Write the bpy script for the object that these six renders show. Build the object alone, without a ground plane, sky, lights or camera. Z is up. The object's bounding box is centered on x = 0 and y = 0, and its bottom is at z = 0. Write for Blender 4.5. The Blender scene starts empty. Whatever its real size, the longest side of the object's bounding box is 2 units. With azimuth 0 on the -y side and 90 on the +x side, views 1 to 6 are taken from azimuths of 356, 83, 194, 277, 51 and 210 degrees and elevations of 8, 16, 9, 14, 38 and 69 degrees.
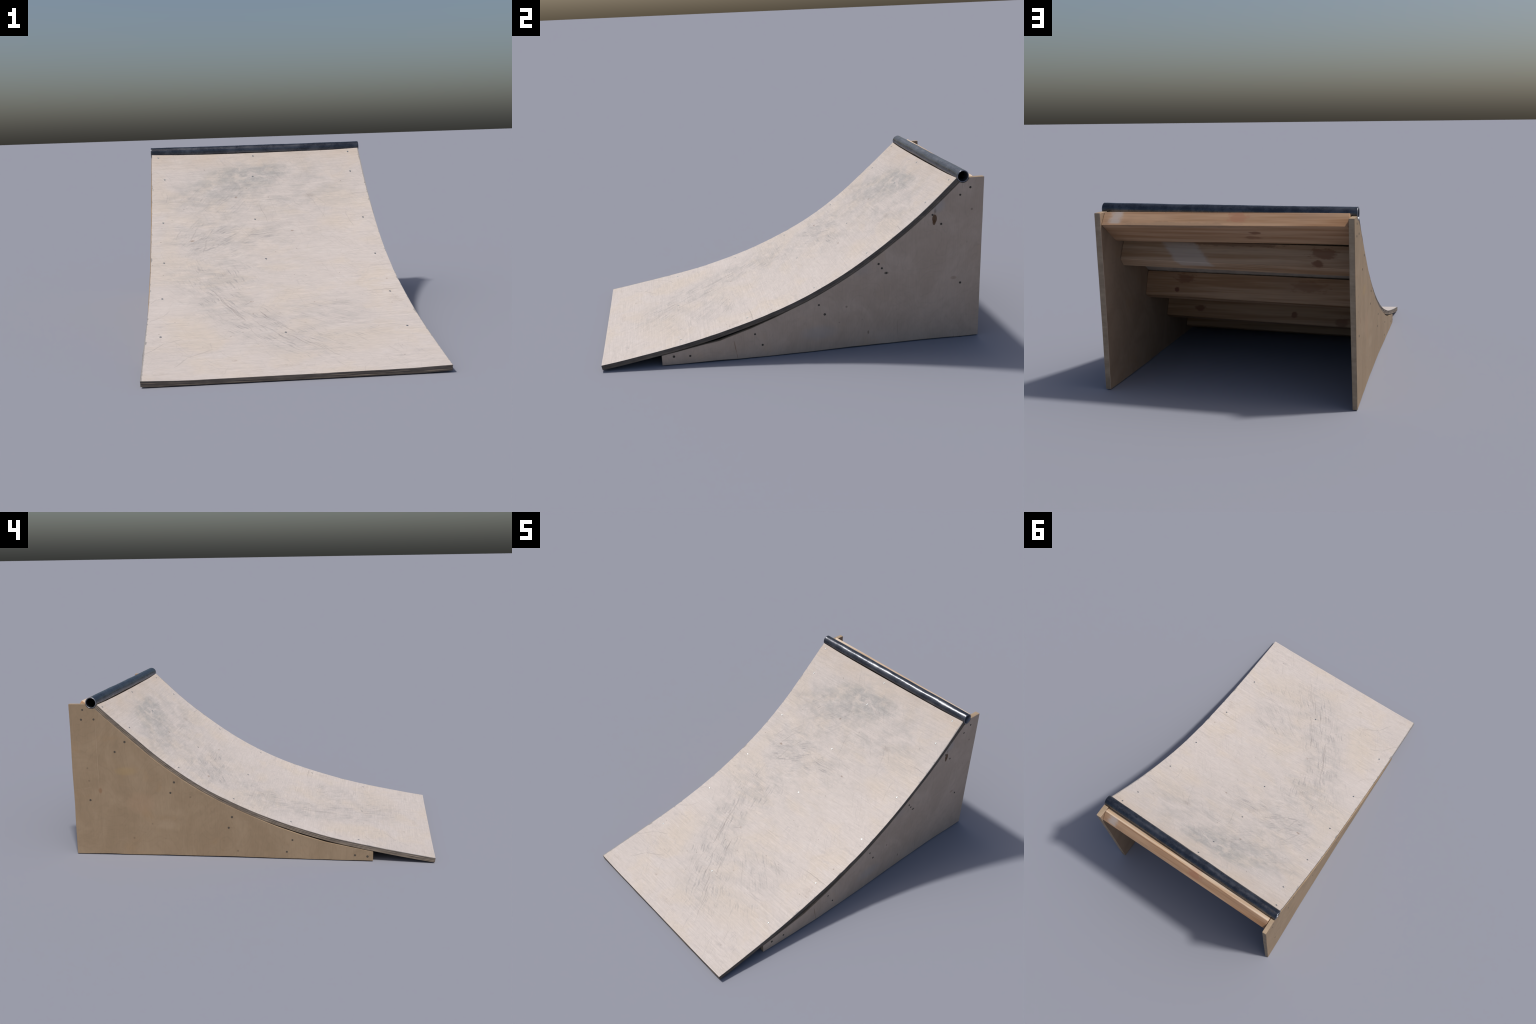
# Small wooden skate quarter-ramp: bent plywood riding surface on two curved
# plywood side panels, pine cross beams between them and a steel coping pipe.
import bpy, bmesh, math, random
from mathutils import Vector, noise, Matrix

random.seed(7)

# ------------------------------------------------------------------ profiles
# (y, z) of the riding surface along its two long edges, front to top
SURF_R = [(-.998, .029), (-.879, .047), (-.751, .070), (-.622, .095), (-.493, .124),
          (-.374, .155), (-.243, .193), (-.112, .236), (.019, .287), (.141, .346),
          (.272, .418), (.404, .506), (.535, .603), (.632, .682), (.710, .752), (.812, .849)]
SURF_L = [(-.985, .027), (-.929, .035), (-.816, .053), (-.702, .073), (-.588, .095),
          (-.474, .118), (-.401, .134), (-.263, .172), (-.124, .216), (.015, .268),
          (.192, .349), (.348, .440), (.503, .550), (.577, .612), (.730, .745), (.842, .846)]
X_L, X_R = -.600, .609
EDGE_L = [(0, -.604), (.3, -.601), (.55, -.597), (.8, -.598), (1, -.600)]
EDGE_R = [(0, .609), (.3, .610), (.6, .609), (1, .613)]
THICK = .0245


def resample(pts, n):
    """Smooth curve through control points (Catmull-Rom), n points by length."""
    P = [Vector((0, a, b)) for a, b in pts]
    P = [2 * P[0] - P[1]] + P + [2 * P[-1] - P[-2]]
    out = []
    for i in range(1, len(P) - 2):
        for k in range(24):
            t = k / 24
            a, b, c, d = P[i - 1:i + 3]
            out.append(.5 * ((2 * b) + (c - a) * t + (2 * a - 5 * b + 4 * c - d) * t * t
                             + (3 * b - a - 3 * c + d) * t ** 3))
    out.append(P[-2].copy())
    # light smoothing of reading errors
    for _ in range(220):
        q = [p.copy() for p in out]
        for i in range(1, len(out) - 1):
            out[i] = (q[i - 1] + 2 * q[i] + q[i + 1]) / 4
    L = [0]
    for a, b in zip(out, out[1:]):
        L.append(L[-1] + (b - a).length)
    res, j = [], 0
    for i in range(n):
        s = L[-1] * i / (n - 1)
        while j < len(L) - 2 and L[j + 1] < s:
            j += 1
        t = (s - L[j]) / max(1e-9, L[j + 1] - L[j])
        p = out[j].lerp(out[j + 1], min(1, t))
        res.append((p.y, p.z))
    return res


def interp(pts, y):
    if y <= pts[0][0]:
        return pts[0][1]
    for (a, b), (c, d) in zip(pts, pts[1:]):
        if y <= c:
            return b + (d - b) * (y - a) / (c - a)
    return pts[-1][1]


NY = 241
CR, CL = resample(SURF_R, NY), resample(SURF_L, NY)


def surf_point(u, j):
    """u 0..1 from left to right, j row index -> (y, z) on the top surface."""
    yl, zl = CL[j]
    yr, zr = CR[j]
    y, z = yl + (yr - yl) * u, zl + (zr - zl) * u
    s = j / (NY - 1)
    bow = 4 * u * (1 - u)
    z -= .0035 * min(1, bow * 2.2)                   # the sheet sags a little between its edges
    z -= .005 * bow * max(0, (s - .7) / .3) + .003 * bow * max(0, (.3 - s) / .3)
    return y, z


def surf_normal(u, j):
    a = surf_point(u, max(0, j - 2))
    b = surf_point(u, min(NY - 1, j + 2))
    t = Vector((0, b[0] - a[0], b[1] - a[1])).normalized()
    return Vector((0, -t.z, t.y))


# ------------------------------------------------------------------ node tools
class Graph:
    def __init__(self, name):
        self.mat = bpy.data.materials.new(name)
        self.mat.use_nodes = True
        self.nt = self.mat.node_tree
        self.nt.nodes.clear()
        self.out = self.nt.nodes.new('ShaderNodeOutputMaterial')
        self.bsdf = self.nt.nodes.new('ShaderNodeBsdfPrincipled')
        self.nt.links.new(self.bsdf.outputs[0], self.out.inputs[0])
        tc = self.nt.nodes.new('ShaderNodeTexCoord')
        self.obj = tc.outputs['Object']
        sp = self.nt.nodes.new('ShaderNodeSeparateXYZ')
        self.nt.links.new(self.obj, sp.inputs[0])
        self.x, self.y, self.z = sp.outputs

    def put(self, sock, v):
        if isinstance(v, bpy.types.NodeSocket):
            self.nt.links.new(v, sock)
        elif v is not None:
            sock.default_value = v

    def m(self, op, a, b=None, c=None, clamp=False):
        n = self.nt.nodes.new('ShaderNodeMath')
        n.operation = op
        n.use_clamp = clamp
        for s, v in zip(n.inputs, (a, b, c)):
            self.put(s, v)
        return n.outputs[0]

    def add(self, a, b): return self.m('ADD', a, b)
    def sub(self, a, b): return self.m('SUBTRACT', a, b)
    def mul(self, a, b): return self.m('MULTIPLY', a, b)
    def mx(self, a, b): return self.m('MAXIMUM', a, b)

    def vec(self, x, y, z=0.0):
        n = self.nt.nodes.new('ShaderNodeCombineXYZ')
        for s, v in zip(n.inputs, (x, y, z)):
            self.put(s, v)
        return n.outputs[0]

    def ramp(self, v, lo, hi, a=0.0, b=1.0):
        n = self.nt.nodes.new('ShaderNodeMapRange')
        n.interpolation_type = 'SMOOTHSTEP'
        for s, w in zip(n.inputs[:5], (v, lo, hi, a, b)):
            self.put(s, w)
        return n.outputs[0]

    def noise(self, v, scale=1.0, detail=3.0, rough=.55, dist=0.0):
        n = self.nt.nodes.new('ShaderNodeTexNoise')
        self.put(n.inputs['Vector'], v)
        n.inputs['Scale'].default_value = scale
        n.inputs['Detail'].default_value = detail
        n.inputs['Roughness'].default_value = rough
        n.inputs['Distortion'].default_value = dist
        return n.outputs['Fac']

    def voronoi(self, v, scale):
        n = self.nt.nodes.new('ShaderNodeTexVoronoi')
        self.put(n.inputs['Vector'], v)
        n.inputs['Scale'].default_value = scale
        return n.outputs['Distance'], n.outputs['Color']

    def scale(self, v, s):
        n = self.nt.nodes.new('ShaderNodeMapping')
        self.put(n.inputs[0], v)
        n.inputs['Scale'].default_value = s
        return n.outputs[0]

    def rot(self, v, ang, s, loc=(0, 0, 0)):
        """Stretch along a direction: rotate by -ang, then scale."""
        a = self.nt.nodes.new('ShaderNodeMapping')
        self.put(a.inputs[0], v)
        a.inputs['Rotation'].default_value = (0, 0, -ang)
        b = self.nt.nodes.new('ShaderNodeMapping')
        self.nt.links.new(a.outputs[0], b.inputs[0])
        b.inputs['Scale'].default_value = s
        b.inputs['Location'].default_value = loc
        return b.outputs[0]

    def mix(self, f, a, b):
        n = self.nt.nodes.new('ShaderNodeMix')
        n.data_type = 'RGBA'
        self.put(n.inputs[0], f)
        for s, v in ((n.inputs[6], a), (n.inputs[7], b)):
            if isinstance(v, tuple):
                v = (*v, 1.0)
            self.put(s, v)
        return n.outputs[2]

    def tint(self, c, f):
        n = self.nt.nodes.new('ShaderNodeVectorMath')
        n.operation = 'SCALE'
        self.put(n.inputs[0], c)
        self.put(n.inputs['Scale'], f)
        return n.outputs[0]

    def blob(self, px, py, cx, cy, rx, ry, soft=1.0):
        """Soft elliptical spot."""
        a = self.mul(self.sub(px, cx), 1 / rx)
        b = self.mul(self.sub(py, cy), 1 / ry)
        d = self.add(self.mul(a, a), self.mul(b, b))
        return self.ramp(d, 1.0, 1.0 - soft)

    def stroke(self, v, ax, ay, bx, by, w):
        g = stroke_group()
        n = self.nt.nodes.new('ShaderNodeGroup')
        n.node_tree = g
        self.put(n.inputs[0], v)
        n.inputs[1].default_value = (ax, ay, 0)
        n.inputs[2].default_value = (bx, by, 0)
        n.inputs[3].default_value = w
        return n.outputs[0]

    def finish(self, col, rough=.6, spec=.3, metal=0.0, height=None, bump=.2, dist=.002):
        b = self.bsdf
        self.put(b.inputs['Base Color'], col if not isinstance(col, tuple) else (*col, 1))
        self.put(b.inputs['Roughness'], rough)
        self.put(b.inputs['Metallic'], metal)
        b.inputs['Specular IOR Level'].default_value = spec
        if height is not None:
            n = self.nt.nodes.new('ShaderNodeBump')
            n.inputs['Strength'].default_value = bump
            n.inputs['Distance'].default_value = dist
            self.put(n.inputs['Height'], height)
            self.nt.links.new(n.outputs[0], b.inputs['Normal'])
        return self.mat


def stroke_group():
    """Mask of a thin scratch: distance of a 2D point to a segment."""
    g = bpy.data.node_groups.get('scratch_stroke')
    if g:
        return g
    g = bpy.data.node_groups.new('scratch_stroke', 'ShaderNodeTree')
    for nm, ty in (('P', 'NodeSocketVector'), ('A', 'NodeSocketVector'),
                   ('B', 'NodeSocketVector'), ('W', 'NodeSocketFloat')):
        g.interface.new_socket(nm, in_out='INPUT', socket_type=ty)
    g.interface.new_socket('Mask', in_out='OUTPUT', socket_type='NodeSocketFloat')
    gi, go = g.nodes.new('NodeGroupInput'), g.nodes.new('NodeGroupOutput')

    def vm(op, *a):
        n = g.nodes.new('ShaderNodeVectorMath')
        n.operation = op
        for s, v in zip(n.inputs, a):
            g.links.new(v, s)
        return n

    def ma(op, *a):
        n = g.nodes.new('ShaderNodeMath')
        n.operation = op
        for s, v in zip(n.inputs, a):
            if isinstance(v, float):
                s.default_value = v
            else:
                g.links.new(v, s)
        return n
    pa = vm('SUBTRACT', gi.outputs[0], gi.outputs[1]).outputs[0]
    ba = vm('SUBTRACT', gi.outputs[2], gi.outputs[1]).outputs[0]
    t = ma('DIVIDE', vm('DOT_PRODUCT', pa, ba).outputs['Value'],
           vm('DOT_PRODUCT', ba, ba).outputs['Value'])
    t.use_clamp = True
    sc = g.nodes.new('ShaderNodeVectorMath')
    sc.operation = 'SCALE'
    g.links.new(ba, sc.inputs[0])
    g.links.new(t.outputs[0], sc.inputs['Scale'])
    d = vm('SUBTRACT', pa, sc.outputs[0])
    ln = g.nodes.new('ShaderNodeVectorMath')
    ln.operation = 'LENGTH'
    g.links.new(d.outputs[0], ln.inputs[0])
    # taper towards the ends
    end = ma('SINE', ma('MULTIPLY', t.outputs[0], math.pi).outputs[0])
    wid = ma('MULTIPLY', gi.outputs[3], ma('ADD', ma('MULTIPLY', end.outputs[0], .7).outputs[0], .3).outputs[0])
    q = ma('SUBTRACT', 1.0, ma('DIVIDE', ln.outputs['Value'], wid.outputs[0]).outputs[0])
    q.use_clamp = True
    g.links.new(q.outputs[0], go.inputs[0])
    return g


# ------------------------------------------------------------------ materials
ZONES = (-1.2, -.58, -.30, .15, .62, 1.4)        # stretches of the sheet along its length


def mat_riding_surface(zone):
    """One continuous look; each stretch carries only the marks that lie on it."""
    g = Graph('worn_birch_plywood')
    z0, z1 = ZONES[zone], ZONES[zone + 1]
    here = lambda c, r: c + r > z0 - .03 and c - r < z1 + .03
    s = g.add(g.y, g.mul(g.z, .41))            # roughly the length along the bend
    P = g.vec(g.x, s)
    # wobble for hand-made looking marks
    # (float sockets only: a long shader chain must not wait for converters)
    wx = g.mul(g.sub(g.noise(P, 9, 2), .5), .035)
    wy = g.mul(g.sub(g.noise(g.rot(P, .4, (9, 9, 1), (3, 7, 0)), 1, 2), .5), .035)
    W = g.vec(g.add(g.x, wx), g.add(s, wy))

    pink, cream, white = (.526, .473, .443), (.536, .464, .396), (.576, .528, .500)
    patch = g.ramp(g.noise(g.scale(P, (3.2, 4.2, 1)), 1, 4, .6, .6), .44, .66)
    col = g.mix(g.mul(patch, .6), pink, cream)
    for cx, cy, rx, ry, a in ((.06, .14, .13, .05, .5), (.28, -.66, .25, .16, .6), (-.42, -.45, .15, .2, .55),
                              (-.38, -.58, .2, .15, .4), (.37, .57, .1, .07, .5), (.0, -.3, .2, .1, .4), (-.5, .42, .06, .3, .5)):
        if not here(cy, ry):
            continue
        col = g.mix(g.mul(g.blob(g.x, s, cx, cy, rx, ry), a * .8), col, cream)
    pale = g.ramp(g.noise(g.scale(P, (5, 11, 1)), 1, 5, .65, 1.2), .52, .75)
    col = g.mix(g.mul(pale, .55), col, white)
    # fine grain across the ramp and rotary-cut figure
    gr = g.noise(g.scale(P, (3, 130, 1)), 1, 4, .65)
    gr2 = g.noise(g.scale(P, (10, 420, 1)), 1, 2, .5)
    fig = g.noise(g.scale(P, (1.6, 3.4, 1)), 1, 2, .4, .4)
    rings = g.m('ABSOLUTE', g.m('SINE', g.mul(fig, 90)))
    lines = g.ramp(rings, .30, .0)
    vis = g.ramp(g.noise(g.scale(P, (2.5, 5, 1)), 1, 3), .35, .65, .35, 1.0)
    f = g.add(1.0, g.add(g.mul(g.mul(g.sub(gr, .5), .42), vis), g.add(g.mul(g.sub(gr2, .5), .26), g.mul(lines, -.04))))
    mott = g.noise(g.scale(P, (26, 60, 1)), 1, 5, .75, .4)
    f = g.add(f, g.mul(g.sub(mott, .5), .30))
    # dirty strip under the pipe, warm tone
    col = g.mix(g.mul(g.ramp(s, .98, 1.17), g.ramp(g.noise(g.scale(P, (5, 9, 1)), 1, 4), .3, .7, .25, .8)), col, (.50, .42, .35))
    # broad greyish wheel rub areas: (centre, radii, strength)
    grey = (.375, .352, .338)
    green = (.310, .306, .298)
    area = None
    for cx, cy, rx, ry, a in ((-.25, .80, .40, .24, .80), (-.30, .47, .34, .32, .75), (-.30, .10, .32, .34, .70),
                              (-.25, -.22, .22, .26, .62), (-.12, -.44, .22, .22, .58), (.04, -.64, .22, .22, .52),
                              (.08, .46, .34, .18, .48), (.05, .86, .66, .38, .68), (.20, -.35, .3, .25, .45), (-.2, .2, .55, .6, .36), (0, -.5, .6, .4, .26)):
        if not here(cy, ry):
            continue
        b = g.mul(g.blob(g.x, s, cx, cy, rx, ry), a)
        area = b if area is None else g.mx(area, b)
    cloud = g.ramp(g.noise(g.scale(P, (8, 15, 1)), 1, 6, .68, .5), .34, .70)
    if area is not None:
        col = g.mix(g.mul(area, cloud), col, grey)
    lilac = g.ramp(g.noise(g.scale(P, (13, 22, 1)), 1, 6, .72, .8), .54, .72)
    col = g.mix(g.mul(lilac, .40), col, (.40, .365, .36))
    # dark smudges near the top
    sm = None
    for cx, cy, rx, ry, a in ((-.12, .985, .22, .11, .78), (.07, 1.01, .17, .08, .75), (-.03, .945, .15, .10, .72), (-.22, .90, .26, .15, .5)):
        if not here(cy, ry):
            continue
        b = g.mul(g.blob(g.x, s, cx, cy, rx, ry), a)
        sm = b if sm is None else g.mx(sm, b)
    smn = None if sm is None else g.ramp(g.noise(g.scale(P, (15, 24, 1)), 1, 7, .78, .7), .37, .62)
    if sm is not None:
        col = g.mix(g.mul(sm, smn), col, green)
    # faint hair scratches in several directions over the whole sheet
    for k, (ang, a, lo) in enumerate(((-1.0, .20, .58), (-.62, .16, .60), (.45, .16, .60), (1.25, .14, .61), (.05, .22, .58), (-1.35, .16, .6))):
        d = g.rot(W, ang, (3.2, 120, 1), (k * 5.1 + 2, k * 2.3, 0))
        st = g.ramp(g.noise(d, 1, 3, .62), lo, lo + .10)
        br = g.ramp(g.noise(g.rot(P, 0, (3.5, 3.5, 1), (k * 7, 3, 0)), 1, 3), .36, .60)
        col = g.mix(g.mul(g.mul(st, br), a * 1.15), col, (.27, .25, .245))
    # directional scuffs: (centre, radii, direction, strength)
    for k, (cx, cy, rx, ry, ang, a) in enumerate((
            (-.26, -.18, .17, .30, -1.12, .85), (-.12, -.44, .22, .26, -1.0, .90), (.06, -.66, .22, .22, -.98, .85),
            (-.25, .42, .26, .22, .55, .85), (-.05, .46, .28, .14, .12, .80), (.20, -.36, .28, .16, -.65, .65),
            (-.28, .08, .28, .22, -1.3, .65), (-.35, .46, .14, .2, 1.1, .7), (-.22, .78, .28, .2, .9, .55),
            (.25, -.62, .26, .2, -.75, .55))):
        if not here(cy, ry):
            continue
        d = g.rot(W, ang, (7, 95, 1), (k * 3.7, k * 1.9, 0))
        st = g.ramp(g.noise(d, 1, 5, .7), .49, .66)
        br = g.ramp(g.noise(g.scale(P, (12, 14, 1)), 1, 4), .38, .62)
        col = g.mix(g.mul(g.mul(st, g.mul(br, a)), g.blob(g.x, s, cx, cy, rx, ry)), col, (.25, .24, .24))
    # individual scratches (x, length coordinate) pairs
    S = lambda y: y + .41 * interp(SURF_L, y)
    marks = (
        (-.595, -.741, -.525, -.643, .0028, .5), (-.525, -.643, -.445, -.605, .0026, .5),
        (-.476, -.874, -.425, -.786, .0050, .34), (-.425, -.786, -.325, -.721, .0045, .34), (-.325, -.721, -.320, -.655, .004, .2),
        (-.587, -.417, -.540, -.375, .0026, .5), (-.540, -.375, -.498, -.313, .0026, .45),
        (-.595, -.25, -.562, -.20, .0024, .5), (-.575, -.215, -.545, -.207, .0024, .55),
        (.466, .433, .468, .37, .0022, .4), (.468, .37, .486, .324, .0022, .4),
        (-.006, .518, .025, .381, .0024, .4), (.263, .577, .317, .466, .0022, .35), (.317, .466, .335, .40, .002, .25),
        (-.30, -.14, -.25, -.27, .004, .5), (-.25, -.27, -.20, -.385, .005, .6), (-.20, -.385, -.16, -.46, .0045, .6),
        (-.27, -.20, -.22, -.33, .003, .5), (-.235, -.30, -.175, -.42, .0045, .5),
        (-.09, -.38, -.03, -.475, .0035, .6), (-.03, -.475, .045, -.60, .0028, .55), (-.10, -.36, -.055, -.44, .003, .55),
        (.00, -.60, .07, -.70, .003, .5), (.03, -.64, .11, -.76, .003, .5), (-.06, -.55, .02, -.69, .003, .4),
        (.06, -.655, .15, -.78, .003, .5), (.11, -.70, .22, -.88, .0026, .45), (.13, -.60, .22, -.735, .0024, .35),
        (-.13, -.44, -.07, -.58, .003, .4), (-.17, -.48, -.12, -.62, .003, .3), (.23, -.30, .34, -.345, .003, .4),
        (.10, -.33, .19, -.375, .003, .4), (.11, -.45, .20, -.52, .0026, .4), (-.12, -.272, -.155, -.30, .0035, .5),
        (-.47, .30, -.44, .36, .004, .35), (-.41, .26, -.36, .36, .005, .35), (-.33, .18, -.31, .28, .006, .3),
        (.515, .540, .605, .543, .0028, .75), (.44, .539, .55, .541, .0016, .4),
        (.45, -.228, .607, -.226, .0026, .75), (.36, -.232, .50, -.228, .0014, .4),
        (.40, -.75, .44, -.86, .0022, .25), (.45, -.76, .46, -.82, .0022, .25),
        (-.52, .545, -.515, .60, .004, .3), (-.52, -.02, -.49, -.03, .004, .4))
    for ax, ay, bx, by, w, a in marks:
        if not here((S(ay) + S(by)) / 2, abs(S(ay) - S(by)) / 2 + .03):
            continue
        ms = g.stroke(W, ax, S(ay), bx, S(by), w * 1.15)
        col = g.mix(g.mul(ms, a), col, (.24, .215, .205))
    # little knots and brown stains
    for cx, cy, rx, ry, a in ((-.385, .28, .018, .011, .85), (-.13, .56, .011, .013, .6), (.15, .315, .014, .008, .5), (.235, .31, .010, .007, .5),
                              (.545, -.31, .03, .045, .16), (.57, -.345, .018, .010, .35), (-.02, -.905, .07, .018, .16),
                              (-.235, -.835, .016, .010, .6), (.28, .55, .05, .02, .2), (-.119, -.272, .012, .010, .75),
                              (.557, -.125, .007, .007, .8), (.25, .05, .06, .05, .08), (-.24, .0, .04, .03, .12),
                              (-.53, -.93, .04, .02, .12), (.10, -.5, .01, .008, .5), (-.15, -.93, .03, .012, .15)):
        if not here(S(cy), ry):
            continue
        nz = g.ramp(g.noise(g.scale(P, (70, 110, 1)), 1, 4, .7), .38, .60, .05, 1)
        col = g.mix(g.mul(g.mul(g.blob(g.x, s, cx, S(cy), rx, ry), a), nz), col, (.20, .135, .095))
    # scattered specks
    d, c = g.voronoi(g.scale(W, (1, 1.15, 1)), 17)
    sp = g.nt.nodes.new('ShaderNodeSeparateColor')
    g.put(sp.inputs[0], c)
    speck = g.mul(g.ramp(d, .085, .035), g.ramp(sp.outputs[0], .62, .66))
    col = g.mix(g.mul(speck, .6), col, (.20, .16, .14))
    # grimy bites along the two long edges
    en = g.noise(g.scale(P, (30, 16, 1)), 1, 4, .7)
    er = g.sub(X_R, g.x)
    el = g.sub(g.x, X_L)
    e = g.m('MINIMUM', er, el)
    lim = g.ramp(en, .50, .78, .0015, .017)
    col = g.mix(g.mul(g.ramp(g.sub(e, lim), .001, -.003), .72), col, (.20, .20, .20))
    col = g.tint(col, f)
    return g.finish(col, .62, .25, height=g.add(g.mul(gr, .6), g.mul(lines, -.15)), bump=.10, dist=.0015)


def mat_ply_edge(name, a, b):
    g = Graph(name)
    n = g.noise(g.scale(g.obj, (7, 7, 40)), 1, 4, .65)
    n2 = g.noise(g.scale(g.obj, (25, 25, 25)), 1, 3, .6)
    col = g.mix(g.ramp(n, .35, .68), a, b)
    col = g.tint(col, g.ramp(n2, .3, .7, .90, 1.09))
    return g.finish(col, .8, .15, height=n, bump=.3)


def mat_side_panel(name, light, mid, seams, knots, streaks=(), seed=0.0):
    """Birch plywood seen along y (length) and z (height)."""
    g = Graph(name)
    P = g.vec(g.add(g.y, seed), g.add(g.z, seed * .37), g.mul(g.x, .3))
    Q = g.vec(g.y, g.z)
    patch = g.noise(g.scale(P, (4.5, 3.4, 1)), 1, 5, .62, 1.2)
    col = g.mix(g.ramp(patch, .36, .66), mid, light)
    warm = g.ramp(g.noise(g.scale(P, (5, 6, 1)), 1, 4, .6, .5), .55, .72)
    col = g.mix(g.mul(warm, .38), col, (light[0] * .98, light[1] * .88, light[2] * .74))
    grain = g.noise(g.scale(P, (190, 6, 1)), 1, 4, .6, .3)
    fig = g.noise(g.scale(P, (3.4, 1.7, 1)), 1, 2.5, .45, .7)
    lines = g.ramp(g.m('ABSOLUTE', g.m('SINE', g.mul(fig, 95))), .45, .0)
    speckle = g.noise(g.scale(P, (40, 30, 1)), 1, 4, .7)
    f = g.add(g.ramp(grain, .25, .75, .97, 1.03), g.add(g.mul(lines, -.045), g.mul(g.sub(speckle, .5), .20)))
    col = g.tint(col, f)
    smear = g.ramp(g.noise(g.scale(P, (7, 15, 1)), 1, 5, .7, .8), .60, .78)
    col = g.mix(g.mul(smear, .30), col, (light[0] * 1.12, light[1] * 1.16, light[2] * 1.25))
    dirt = g.ramp(g.noise(g.scale(P, (10, 26, 1)), 1, 5, .7), .62, .80)
    col = g.mix(g.mul(dirt, .35), col, (mid[0] * .6, mid[1] * .6, mid[2] * .62))
    d, c = g.voronoi(P, 13)
    sp = g.nt.nodes.new('ShaderNodeSeparateColor')
    g.put(sp.inputs[0], c)
    col = g.mix(g.mul(g.mul(g.ramp(d, .10, .04), g.ramp(sp.outputs[1], .70, .74)), .55), col, (.12, .085, .06))
    for ay, az, by, bz, w, a, tone in seams:
        col = g.mix(g.mul(g.stroke(Q, ay, az, by, bz, w), a), col, tone)
    for cy, cz, ry, rz, a, soft, tone in knots:
        col = g.mix(g.mul(g.blob(g.y, g.z, cy, cz, ry, rz, soft), a), col, tone)
    return g.finish(col, .68, .25, height=g.add(grain, g.mul(lines, -.3)), bump=.12, dist=.0015)


def mat_pine(name, base, knots=(), patches=()):
    g = Graph(name)
    P = g.obj
    ring = g.noise(g.scale(P, (1.2, 38, 38)), 1, 3, .55, .3)
    fine = g.noise(g.scale(P, (3, 160, 160)), 1, 3, .6)
    big = g.noise(g.scale(P, (3.2, 9, 9)), 1, 3, .6)
    dark = (base[0] * .72, base[1] * .62, base[2] * .52)
    col = g.mix(g.ramp(ring, .38, .68), base, dark)
    col = g.mix(g.mul(g.ramp(big, .52, .72), .5), col, (base[0] * .80, base[1] * .80, base[2] * .84))
    col = g.tint(col, g.ramp(fine, .25, .75, .92, 1.06))
    for cx, cy, cz, rx, r, a, tone in knots:
        u = g.mul(g.sub(g.x, cx), 1 / rx)
        v = g.mul(g.sub(g.y, cy), 1 / r)
        w = g.mul(g.sub(g.z, cz), 1 / r)
        dd = g.add(g.mul(u, u), g.add(g.mul(v, v), g.mul(w, w)))
        dd = g.mul(dd, g.ramp(g.noise(g.scale(P, (25, 60, 60)), 1, 3, .6), .25, .75, .45, 2.2))
        col = g.mix(g.mul(g.ramp(dd, 1, .25), a), col, tone)
    for x0, x1, z0, z1, skew, a, tone in patches:
        n = g.mul(g.sub(g.noise(g.scale(P, (30, 8, 60)), 1, 4, .7), .5), .05)
        xx = g.add(g.add(g.x, g.mul(g.sub(g.z, (z0 + z1) / 2), skew)), n)
        mx = g.mul(g.ramp(xx, x0 - .012, x0 + .022), g.ramp(xx, x1 + .012, x1 - .022))
        mz = g.mul(g.ramp(g.z, z0 - .004, z0 + .008), g.ramp(g.z, z1 + .004, z1 - .008))
        col = g.mix(g.mul(g.mul(mx, mz), a), col, tone)
    return g.finish(col, .6, .3, height=ring, bump=.15, dist=.002)


def mat_steel():
    g = Graph('dark_worn_steel')
    n = g.noise(g.scale(g.obj, (14, 16, 16)), 1, 5, .65)
    n2 = g.noise(g.scale(g.obj, (60, 120, 120)), 1, 4, .6)
    col = g.mix(g.ramp(n, .35, .7), (.060, .067, .082), (.122, .131, .150))  # base tone dropped partway to the pipe's baked underside shadow
    rust = g.ramp(g.noise(g.scale(g.obj, (9, 18, 18)), 1, 5, .65), .60, .76)
    col = g.mix(g.mul(rust, .45), col, (.13, .105, .085))
    rough = g.ramp(n, .3, .7, .22, .33)
    return g.finish(col, rough, .5, .92, height=g.add(n, g.mul(n2, .02)), bump=.35, dist=.004)


def mat_plain_metal(name, c, rough, metal):
    g = Graph(name)
    n = g.noise(g.scale(g.obj, (300, 300, 300)), 1, 3)
    return g.finish(g.tint(g.mix(n, c, (c[0] * .7, c[1] * .7, c[2] * .7)), 1.0), rough, .4, metal)


# ------------------------------------------------------------------ helpers
def new_obj(name, bm, mats, parent, smooth=True, angle=35):
    me = bpy.data.meshes.new(name)
    bm.normal_update()
    bm.to_mesh(me)
    bm.free()
    for m in mats:
        me.materials.append(m)
    ob = bpy.data.objects.new(name, me)
    bpy.context.scene.collection.objects.link(ob)
    ob.parent = parent
    if smooth:
        me.polygons.foreach_set('use_smooth', [True] * len(me.polygons))
        me.set_sharp_from_angle(angle=math.radians(angle))
    return ob


root = bpy.data.objects.new('skate_ramp', None)
bpy.context.scene.collection.objects.link(root)
root['label'] = 'small wooden quarter-pipe skate ramp with steel coping pipe'
root['category'] = 'skate ramp'

# ------------------------------------------------------------------ riding surface
M_TOP = [mat_riding_surface(k) for k in range(len(ZONES) - 1)]
M_E1 = mat_ply_edge('plywood_edge_grimy', (.115, .100, .089), (.160, .137, .118))
M_E2 = mat_ply_edge('plywood_edge_dark', (.140, .116, .096), (.190, .157, .126))
M_E3 = mat_ply_edge('plywood_edge_light', (.165, .133, .104), (.230, .186, .144))
M_UNDER = mat_ply_edge('plywood_underside', (.40, .34, .28), (.47, .41, .34))


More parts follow.
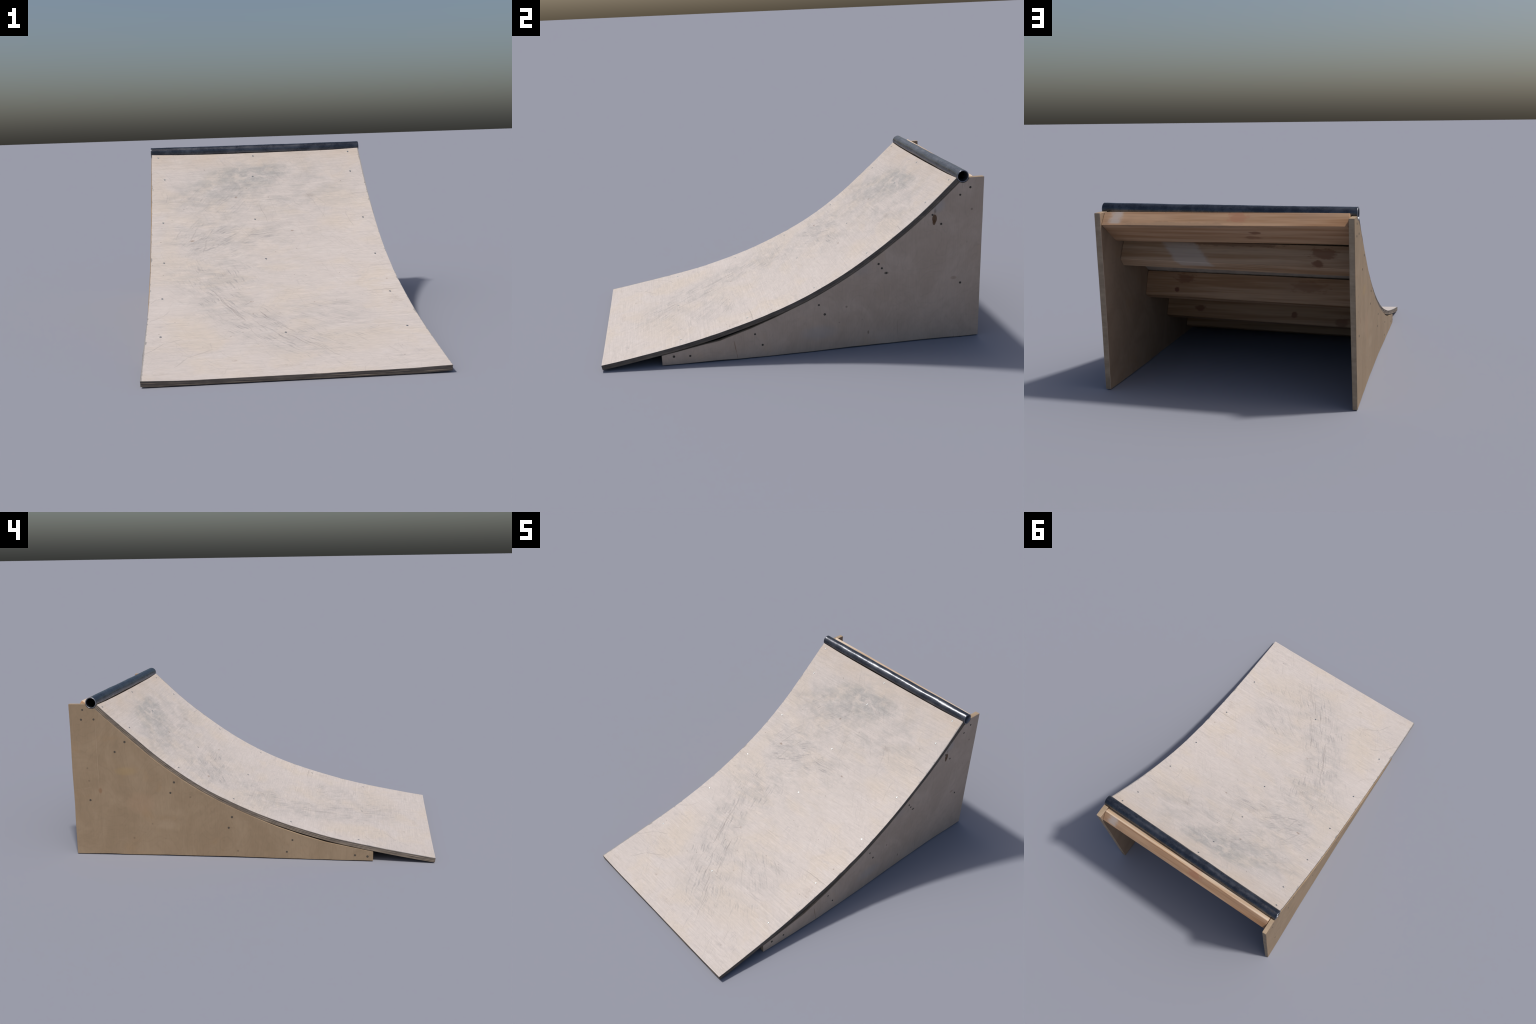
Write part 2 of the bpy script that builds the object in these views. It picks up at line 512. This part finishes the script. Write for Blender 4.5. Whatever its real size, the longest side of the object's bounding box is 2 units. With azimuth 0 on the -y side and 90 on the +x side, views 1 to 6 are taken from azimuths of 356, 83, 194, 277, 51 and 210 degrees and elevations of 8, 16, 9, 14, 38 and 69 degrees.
def edge_chip(side, j):
    """How far the worn veneer is broken back from the edge."""
    s = j / (NY - 1) * 2.3
    n = noise.noise(Vector((s * 5, side * 7.3, 1.7))) * .7 + noise.noise(Vector((s * 17, side * 3.1, 4.2))) * .45
    return max(0.0, n - .26) * .008


def build_riding_surface():
    bm = bmesh.new()
    NX = 120
    LAY = 7
    xs = [i / NX for i in range(NX + 1)]

    def pos(u, j, depth, inset=0.0):
        y, z = surf_point(u, j)
        n = surf_normal(u, j)
        s = j / (NY - 1)
        xa, xb = interp(EDGE_L, s), interp(EDGE_R, s)
        x = xa + (xb - xa) * u
        edge = .003 * noise.noise(Vector((s * 4, u * 4, 9.1)))
        x += edge * (1 if u in (0.0, 1.0) else 0)
        x += inset * (1 if u < .5 else -1)
        wave = .0016 * noise.noise(Vector((x * 3.2, y * 3.2, .3))) + .0004 * noise.noise(Vector((x * 14, y * 14, 2.3)))
        p = Vector((x, y, z)) + n * (wave * (1 if depth == 0 else .6) - depth)
        return p
    top, bot = [], []
    for j in range(NY):
        rt, rb = [], []
        for i, u in enumerate(xs):
            ins = 0.0
            if i in (0, NX):
                ins = edge_chip(0 if i == 0 else 1, j)
            rt.append(bm.verts.new(pos(u, j, .0, ins)))
            rb.append(bm.verts.new(pos(u, j, THICK)))
        top.append(rt)
        bot.append(rb)
    # tiny rounding: front lip kept level with the ground
    for j in range(NY - 1):
        for i in range(NX):
            f = bm.faces.new((top[j][i], top[j][i + 1], top[j + 1][i + 1], top[j + 1][i]))
            c = f.calc_center_median()
            sl = c.y + .41 * c.z
            f.material_index = 0 if sl < ZONES[1] else 4 + sum(sl >= zz for zz in ZONES[1:-1])
            f = bm.faces.new((bot[j][i], bot[j + 1][i], bot[j + 1][i + 1], bot[j][i + 1]))
            f.material_index = 4
    # plies along the rim, each slightly uneven
    pattern = (1, 1, 2, 1, 2, 3, 2)

    def rim(line_top, line_bot, outward, flip, tag):
        rows = [line_top]
        for k in range(1, LAY):
            t = k / LAY
            row = []
            for a, (vt, vb) in enumerate(zip(line_top, line_bot)):
                p = vt.co.lerp(vb.co, t)
                jit = .0014 * noise.noise(Vector((a * .11, k * 3.7, tag * 5.3))) + (.0007 if k % 2 else -.0007)
                row.append(bm.verts.new(p + outward * jit))
            rows.append(row)
        rows.append(line_bot)
        for k in range(LAY):
            for a in range(len(line_top) - 1):
                q = (rows[k][a], rows[k][a + 1], rows[k + 1][a + 1], rows[k + 1][a])
                f = bm.faces.new(q[::-1] if flip else q)
                f.material_index = pattern[k]
    rim([top[j][0] for j in range(NY)], [bot[j][0] for j in range(NY)], Vector((-1, 0, 0)), False, 1)
    rim([top[j][NX] for j in range(NY)], [bot[j][NX] for j in range(NY)], Vector((1, 0, 0)), True, 2)
    rim(top[0], bot[0], Vector((0, -1, 0)), True, 3)
    rim(top[NY - 1], bot[NY - 1], Vector((0, .7, .7)), False, 4)
    for v in bm.verts:
        if v.co.z < .0005:
            v.co.z = .0005
    bmesh.ops.recalc_face_normals(bm, faces=bm.faces)
    return new_obj('riding_surface', bm, [M_TOP[0], M_E1, M_E2, M_E3, M_UNDER] + M_TOP[1:], root, True, 40)


riding = build_riding_surface()

# ------------------------------------------------------------------ side panels
PIPE_R = .0305
PIPE = {'L': (.8730, .8568), 'R': (.8435, .8568)}      # centre (y, z) at each end
PANEL_TOP = {
    'R': [(-.699, .052), (-.625, .066), (-.495, .092), (-.404, .107), (-.376, .117), (-.245, .157), (-.113, .206), (.019, .261)],
    'L': [(-.653, .053), (-.560, .070), (-.474, .086), (-.401, .099), (-.263, .137), (-.124, .184), (.015, .241)],
}
BACK = {'R': .952, 'L': .998}
HEIGHT = .849


FOOT_X = {'R': [(-.70, .611), (-.50, .619), (-.32, .622), (.06, .615), (.45, .602), (.70, .598), (.95, .599)],
          'L': [(-.65, -.6055), (.10, -.605), (.50, -.610), (1.0, -.621)]}
HEAD_X = {'R': [(-.70, .611), (0, .611), (.95, .619)], 'L': [(-.65, -.6055), (0, -.602), (.6, -.602), (1.0, -.6045)]}


def panel_x(side, y, z):
    """Outer face: the boards are a little twisted and bowed."""
    h = min(1, z / .85)
    return interp(FOOT_X[side], y) * (1 - h) + interp(HEAD_X[side], y) * h


def build_panel(side):
    bm = bmesh.new()
    C = CR if side == 'R' else CL
    under = []
    for j in range(NY):
        y, z = surf_point(1 if side == 'R' else 0, j)
        n = surf_normal(1 if side == 'R' else 0, j)
        under.append((y - n.y * (THICK + .0008), z - n.z * (THICK + .0008)))
    py, pz = PIPE[side]
    front = PANEL_TOP[side]
    y0 = front[0][0]
    notch = PIPE_R + .0022

    def top(y):
        z = interp(front, y) if y < front[-1][0] else interp(under, y)
        if front[-1][0] - .05 < y < front[-1][0] + .12:
            a = min(1, max(0, (y - front[-1][0]) / .12))
            z0 = interp(under, y) - (interp(under, front[-1][0]) - front[-1][1]) * (1 - a)
            z = min(z, z0) if y > front[-1][0] else z
        if y > py - notch:
            if y < py + notch:
                zz = pz - math.sqrt(max(0, notch ** 2 - (y - py) ** 2))
                z = min(zz, HEIGHT) if y > py else min(z, zz) if y > under[-1][0] - .02 else z
            else:
                z = HEIGHT
        return min(z, HEIGHT)
    ys = [y0 + (BACK[side] - y0) * i / 150 for i in range(151)]
    ys += [py - notch + 2 * notch * k / 26 for k in range(27)]
    ys = sorted(ys)
    ys = [y for k, y in enumerate(ys) if k == 0 or y - ys[k - 1] > .0004]
    NZ = 24
    th = .029 if side == 'R' else .0255
    sgn = 1 if side == 'R' else -1
    grids = []
    for layer in range(2):
        rows = []
        for y in ys:
            zt = top(y)
            zb = .0005 + .004 * max(0, noise.noise(Vector((y * 3.5, sgn * 3, .5)))) + .002 * max(0, noise.noise(Vector((y * 11, sgn * 5, 2.5))))
            col = []
            for k in range(NZ + 1):
                z = zb + (zt - zb) * k / NZ
                x = panel_x(side, y, z) - sgn * (th - .004 * (1 - min(1, z / .5))) * layer
                x += .0012 * noise.noise(Vector((y * 4, z * 4, sgn * 2)))
                yy = y
                if y == ys[-1]:
                    yy += .0018 * noise.noise(Vector((z * 5, layer * .4, sgn)))
                col.append(bm.verts.new((x, yy, z)))
            rows.append(col)
        grids.append(rows)
    o, i_ = grids
    n = len(ys)
    for a in range(n - 1):
        for k in range(NZ):
            bm.faces.new((o[a][k], o[a + 1][k], o[a + 1][k + 1], o[a][k + 1])).material_index = 0
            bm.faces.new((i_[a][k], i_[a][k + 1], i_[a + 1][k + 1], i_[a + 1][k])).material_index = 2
        bm.faces.new((o[a][NZ], o[a + 1][NZ], i_[a + 1][NZ], i_[a][NZ])).material_index = 1
        bm.faces.new((o[a][0], i_[a][0], i_[a + 1][0], o[a + 1][0])).material_index = 1
    for a in (0, n - 1):
        for k in range(NZ):
            bm.faces.new((o[a][k], o[a][k + 1], i_[a][k + 1], i_[a][k])).material_index = 1
    bmesh.ops.recalc_face_normals(bm, faces=bm.faces)
    # soften long rims
    rim = [e for e in bm.edges if len(e.link_faces) == 2 and e.calc_face_angle(0) > 1.0
           and not (e.verts[0].co - e.verts[1].co).length < .001]
    bmesh.ops.bevel(bm, geom=rim, offset=.0012, segments=2, affect='EDGES', clamp_overlap=True)
    return bm


M_PEDGE = mat_ply_edge('panel_edge_plywood', (.31, .232, .158), (.37, .282, .196))
M_INNER = mat_side_panel('inner_birch_plywood', (.33, .235, .160), (.28, .195, .130), (), (), seed=9.1)  # ply colour lowered to include some of the shadow between the panels
brown, seam_dark = (.12, .058, .025), (.20, .14, .09)
M_PR = mat_side_panel('side_birch_plywood', (.575, .446, .350), (.508, .388, .298),
                      seams=((-.335, .100, -.325, .035, .003, .8, (.22, .11, .05)), (-.325, .035, -.32, .004, .0025, .7, (.22, .11, .05)),
                             (.515, .13, .52, .01, .002, .4, seam_dark), (.705, .735, .702, .67, .006, .45, (.26, .15, .09))),
                      knots=((.702, .650, .0135, .024, .92, .35, brown), (.700, .632, .009, .016, .9, .4, brown), (.705, .69, .007, .012, .5, .9, brown),
                             (.715, .72, .05, .05, .5, 1.0, (.43, .40, .38)), (.33, .42, .06, .05, .25, 1.0, (.43, .38, .35)),
                             (.455, .386, .014, .008, .7, .7, (.10, .09, .06)), (.36, .074, .006, .012, .6, .8, (.15, .10, .06)),
                             (.81, .33, .02, .012, .4, .9, (.25, .15, .09)), (.10, .10, .12, .05, .35, 1.0, (.44, .41, .39))))
M_PL = mat_side_panel('side_birch_plywood_shade_darkened', (.275, .203, .134), (.240, .174, .112),  # left board darkened and browned toward the shade baked on this side
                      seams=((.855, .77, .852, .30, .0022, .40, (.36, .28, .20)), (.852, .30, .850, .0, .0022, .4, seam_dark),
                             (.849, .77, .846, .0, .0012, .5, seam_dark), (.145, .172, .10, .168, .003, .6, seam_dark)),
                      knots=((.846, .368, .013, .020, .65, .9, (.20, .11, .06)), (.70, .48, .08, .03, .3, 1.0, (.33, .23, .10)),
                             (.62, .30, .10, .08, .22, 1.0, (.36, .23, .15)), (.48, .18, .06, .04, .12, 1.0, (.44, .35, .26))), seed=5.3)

panels = {}
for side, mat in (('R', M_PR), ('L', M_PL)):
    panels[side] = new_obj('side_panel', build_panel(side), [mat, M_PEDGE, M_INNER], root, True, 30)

# ------------------------------------------------------------------ cross beams
# corner points (y, z) at the right and the left end: rear-top, rear-bottom, front-bottom, front-top
BEAMS = [
    ('top', [(.9045, .8510), (.947, .793), (.796, .698), (.755, .752)], [(.931, .8655), (.970, .810), (.838, .712), (.785, .754)]),
    ('hi', [(.716, .694), (.768, .604), (.735, .566), (.655, .648)], [(.748, .692), (.808, .592), (.770, .554), (.678, .648)]),
    ('mid', [(.433, .490), (.478, .369), (.428, .342), (.385, .455)], [(.474, .482), (.508, .355), (.460, .330), (.415, .448)]),
    ('low', [(.126, .302), (.174, .188), (.126, .164), (.078, .274)], [(.160, .292), (.204, .168), (.157, .147), (.104, .262)]),
    ('lower', [(-.198, .170), (-.155, .047), (-.202, .026), (-.246, .150)], [(-.175, .158), (-.142, .034), (-.190, .013), (-.224, .138)]),
    ('foot', [(-.530, .078), (-.530, .030), (-.668, .010), (-.668, .050)], [(-.515, .070), (-.515, .026), (-.628, .008), (-.628, .048)]),
]
PINE = (.44, .280, .168)
red = (.20, .085, .045)
beam_mats = {
    'top': mat_pine('pine_top_beam', (.52, .325, .195),
                    knots=((-.07, .93, .835, .06, .035, .7, (.42, .19, .11)), (-.14, .905, .768, .035, .02, .75, red), (-.12, .868, .742, .06, .022, .5, red), (.2, .95, .80, .4, .02, .35, (.25, .17, .11))),
                    patches=((.490, .552, .80, .86, .25, .5, (.55, .54, .53)), (.555, .60, .79, .86, 0, .4, (.30, .20, .13)))),
    'hi': mat_pine('pine_beam_patched', (.45, .305, .195),
                   knots=((-.407, .786, .612, .035, .026, .85, red), (-.43, .766, .655, .09, .035, .7, red), (.0, .735, .69, .35, .022, .6, (.15, .08, .05))),
                   patches=((.150, .330, .58, .69, -1.0, .5, (.50, .46, .42)),)),
    'mid': mat_pine('pine_beam_knotty', PINE,
                    knots=((.405, .472, .40, .018, .018, .95, (.14, .05, .03)), (.36, .452, .458, .07, .028, .7, red), (-.30, .475, .44, .12, .04, .4, red))),
    'low': mat_pine('pine_beam', PINE,
                    knots=((.385, .160, .232, .035, .026, .85, red), (-.155, .177, .222, .022, .022, .85, red), (-.42, .195, .19, .06, .035, .6, red))),
}
M_BLEACHED = mat_pine('bleached_pine', (.66, .535, .415), knots=((-.07, .90, .84, .05, .05, .4, (.50, .30, .2)),))
beam_mats['lower'] = beam_mats['low']
beam_mats['foot'] = beam_mats['low']


def build_beam(R, L, seed):
    bm = bmesh.new()
    rows = []
    N = 40
    xr = panel_x('R', R[0][0], (R[0][1] + R[2][1]) / 2) - .0290
    xl = panel_x('L', L[0][0], (L[0][1] + L[2][1]) / 2) + .0256
    if seed == 0:
        xl += .004
    for i in range(N + 1):
        t = i / N
        x = xr + (xl - xr) * t
        row = []
        for (a, b), (c, d) in zip(R, L):
            w = .0012 * noise.noise(Vector((x * 3, a * 7 + seed, b * 5)))
            row.append(bm.verts.new((x, a + (c - a) * t + w, b + (d - b) * t + w)))
        rows.append(row)
    for i in range(N):
        for k in range(4):
            bm.faces.new((rows[i][k], rows[i][(k + 1) % 4], rows[i + 1][(k + 1) % 4], rows[i + 1][k]))
    bm.faces.new(rows[0])
    bm.faces.new(rows[-1][::-1])
    bmesh.ops.recalc_face_normals(bm, faces=bm.faces)
    edges = [e for e in bm.edges if len(e.link_faces) == 2 and e.calc_face_angle(0) > .9]
    bmesh.ops.bevel(bm, geom=edges, offset=.0014 if seed == 0 else .003, segments=3, affect='EDGES', clamp_overlap=True)
    return bm


for k, (key, R, L) in enumerate(BEAMS):
    bm = build_beam(R, L, k)
    if key == 'top':                        # its upper face is bleached
        bm.normal_update()
        for f in bm.faces:
            f.material_index = 1 if f.normal.z > .6 and f.normal.y < -.2 else 0
    new_obj('cross_beam', bm, [beam_mats[key], M_BLEACHED], root, True, 40)


# ------------------------------------------------------------------ coping pipe
def build_pipe():
    bm = bmesh.new()
    NX, NA = 120, 48
    xr, xl = .6185, -.6045
    inner = PIPE_R - .0046
    # outline along the axis: outer skin, rounded lips, bore
    stations = [(inner, xl + .0012), (inner + .0012, xl), (PIPE_R - .0016, xl), (PIPE_R, xl + .0016)]
    stations += [(PIPE_R, xl + .004 + (xr - xl - .008) * i / NX) for i in range(NX + 1)]
    stations += [(PIPE_R, xr - .0016), (PIPE_R - .0016, xr), (inner + .0012, xr), (inner, xr - .0012)]
    stations += [(inner, xr + (xl - xr) * i / 20) for i in range(1, 20)]
    rings = []
    for r, x in stations:
        t = (x - xl) / (xr - xl)
        cy = PIPE['L'][0] + (PIPE['R'][0] - PIPE['L'][0]) * t + .0008 * math.sin(t * 5)
        cz = PIPE['L'][1] + (PIPE['R'][1] - PIPE['L'][1]) * t - .0012 * math.sin(math.pi * t)
        ring = []
        for a in range(NA):
            th = 2 * math.pi * a / NA
            dy, dz = math.cos(th), math.sin(th)
            dent = .0011 * noise.noise(Vector((x * 9, dy * 1.5, dz * 1.5))) + .0003 * noise.noise(Vector((x * 40, dy * 4, dz * 4)))
            rr = r + (dent if r > inner + .002 and abs(t - .5) < .49 else 0)
            ring.append(bm.verts.new((x, cy + rr * dy, cz + rr * dz)))
        rings.append(ring)
    n = len(rings)
    for i in range(n):
        A, B = rings[i], rings[(i + 1) % n]
        for a in range(NA):
            f = bm.faces.new((A[a], A[(a + 1) % NA], B[(a + 1) % NA], B[a]))
            f.material_index = 1 if i < 3 or NX + 5 <= i < NX + 9 else 0
    bmesh.ops.recalc_face_normals(bm, faces=bm.faces)
    return bm


M_STEEL = mat_steel()
M_RIM = mat_plain_metal('bare_steel_rim', (.30, .31, .34), .38, .9)
new_obj('coping_pipe', build_pipe(), [M_STEEL, M_RIM], root, True, 50)


# ------------------------------------------------------------------ screws
def screw_mesh(name, r, mat):
    bm = bmesh.new()
    N = 24
    prof = [(r, -.002), (r, .0004), (r * .9, .0008), (r * .6, .0006), (r * .3, .0003), (r * .1, .0)]
    rings = []
    for rad, h in prof:
        rings.append([bm.verts.new((rad * math.cos(2 * math.pi * a / N), rad * math.sin(2 * math.pi * a / N), h)) for a in range(N)])
    for A, B in zip(rings, rings[1:]):
        for a in range(N):
            bm.faces.new((A[a], A[(a + 1) % N], B[(a + 1) % N], B[a]))
    bm.faces.new(rings[-1])
    bmesh.ops.recalc_face_normals(bm, faces=bm.faces)
    me = bpy.data.meshes.new(name)
    bm.to_mesh(me)
    bm.free()
    me.materials.append(mat)
    me.polygons.foreach_set('use_smooth', [True] * len(me.polygons))
    return me


M_SCREW = mat_plain_metal('zinc_screw', (.34, .36, .36), .34, .85)
M_HOLE = mat_plain_metal('dark_screw', (.075, .062, .048), .75, .0)
ME_TOP = screw_mesh('screw_head', .0052, M_SCREW)
ME_SIDE = screw_mesh('side_screw_head', .0056, M_HOLE)


def place(me, loc, normal, parent, s=1.0):
    ob = bpy.data.objects.new('screw', me)
    bpy.context.scene.collection.objects.link(ob)
    q = Vector((0, 0, 1)).rotation_difference(normal)
    ob.matrix_world = Matrix.Translation(loc) @ q.to_matrix().to_4x4() @ Matrix.Rotation(random.uniform(0, 6.28), 4, 'Z') @ Matrix.Scale(s, 4)
    ob.parent = parent


def on_surface(x, y):
    u = (x - X_L) / (X_R - X_L)
    best = min(range(NY), key=lambda j: abs(surf_point(u, j)[0] - y))
    yy, zz = surf_point(u, best)
    n = surf_normal(u, best)
    wave = .0016 * noise.noise(Vector((x * 3.2, yy * 3.2, .3))) + .0004 * noise.noise(Vector((x * 14, yy * 14, 2.3)))
    return Vector((x, yy, zz)) + n * (wave + .0001), n


for x, y in ((.534, -.596), (.002, -.587), (-.537, -.575), (.542, -.254), (-.537, -.205), (.550, .094), (-.013, .105),
             (-.532, .112), (.547, .368), (-.040, .402), (-.537, .420), (.540, .679), (-.025, .684), (-.526, .690), (.549, .795),
             (-.010, .806), (-.562, .825)):
    p, n = on_surface(x, y)
    place(ME_TOP, p, n, riding)

SIDE_SCREWS = {
    'R': ((-.639, .043), (-.558, .040), (-.227, .125), (-.191, .064), (.104, .248), (.133, .195), (.415, .437), (.432, .413),
          (.455, .386), (.691, .671), (.737, .621), (.882, .799), (.831, .764), (.846, .300)),
    'L': ((-.556, .031), (-.623, .026), (-.185, .039), (-.216, .108), (.115, .231), (.134, .169), (.431, .422), (.453, .362),
          (.922, .819), (.932, .765), (.862, .767), (.696, .644), (.754, .588), (.906, .313)),
}
for side, pts in SIDE_SCREWS.items():
    sg = 1 if side == 'R' else -1
    for y, z in pts:
        x = panel_x(side, y, z) + .0012 * noise.noise(Vector((y * 4, z * 4, sg * 2)))
        place(ME_SIDE, Vector((x, y, z)), Vector((sg, 0, 0)), panels[side], random.uniform(.9, 1.15))
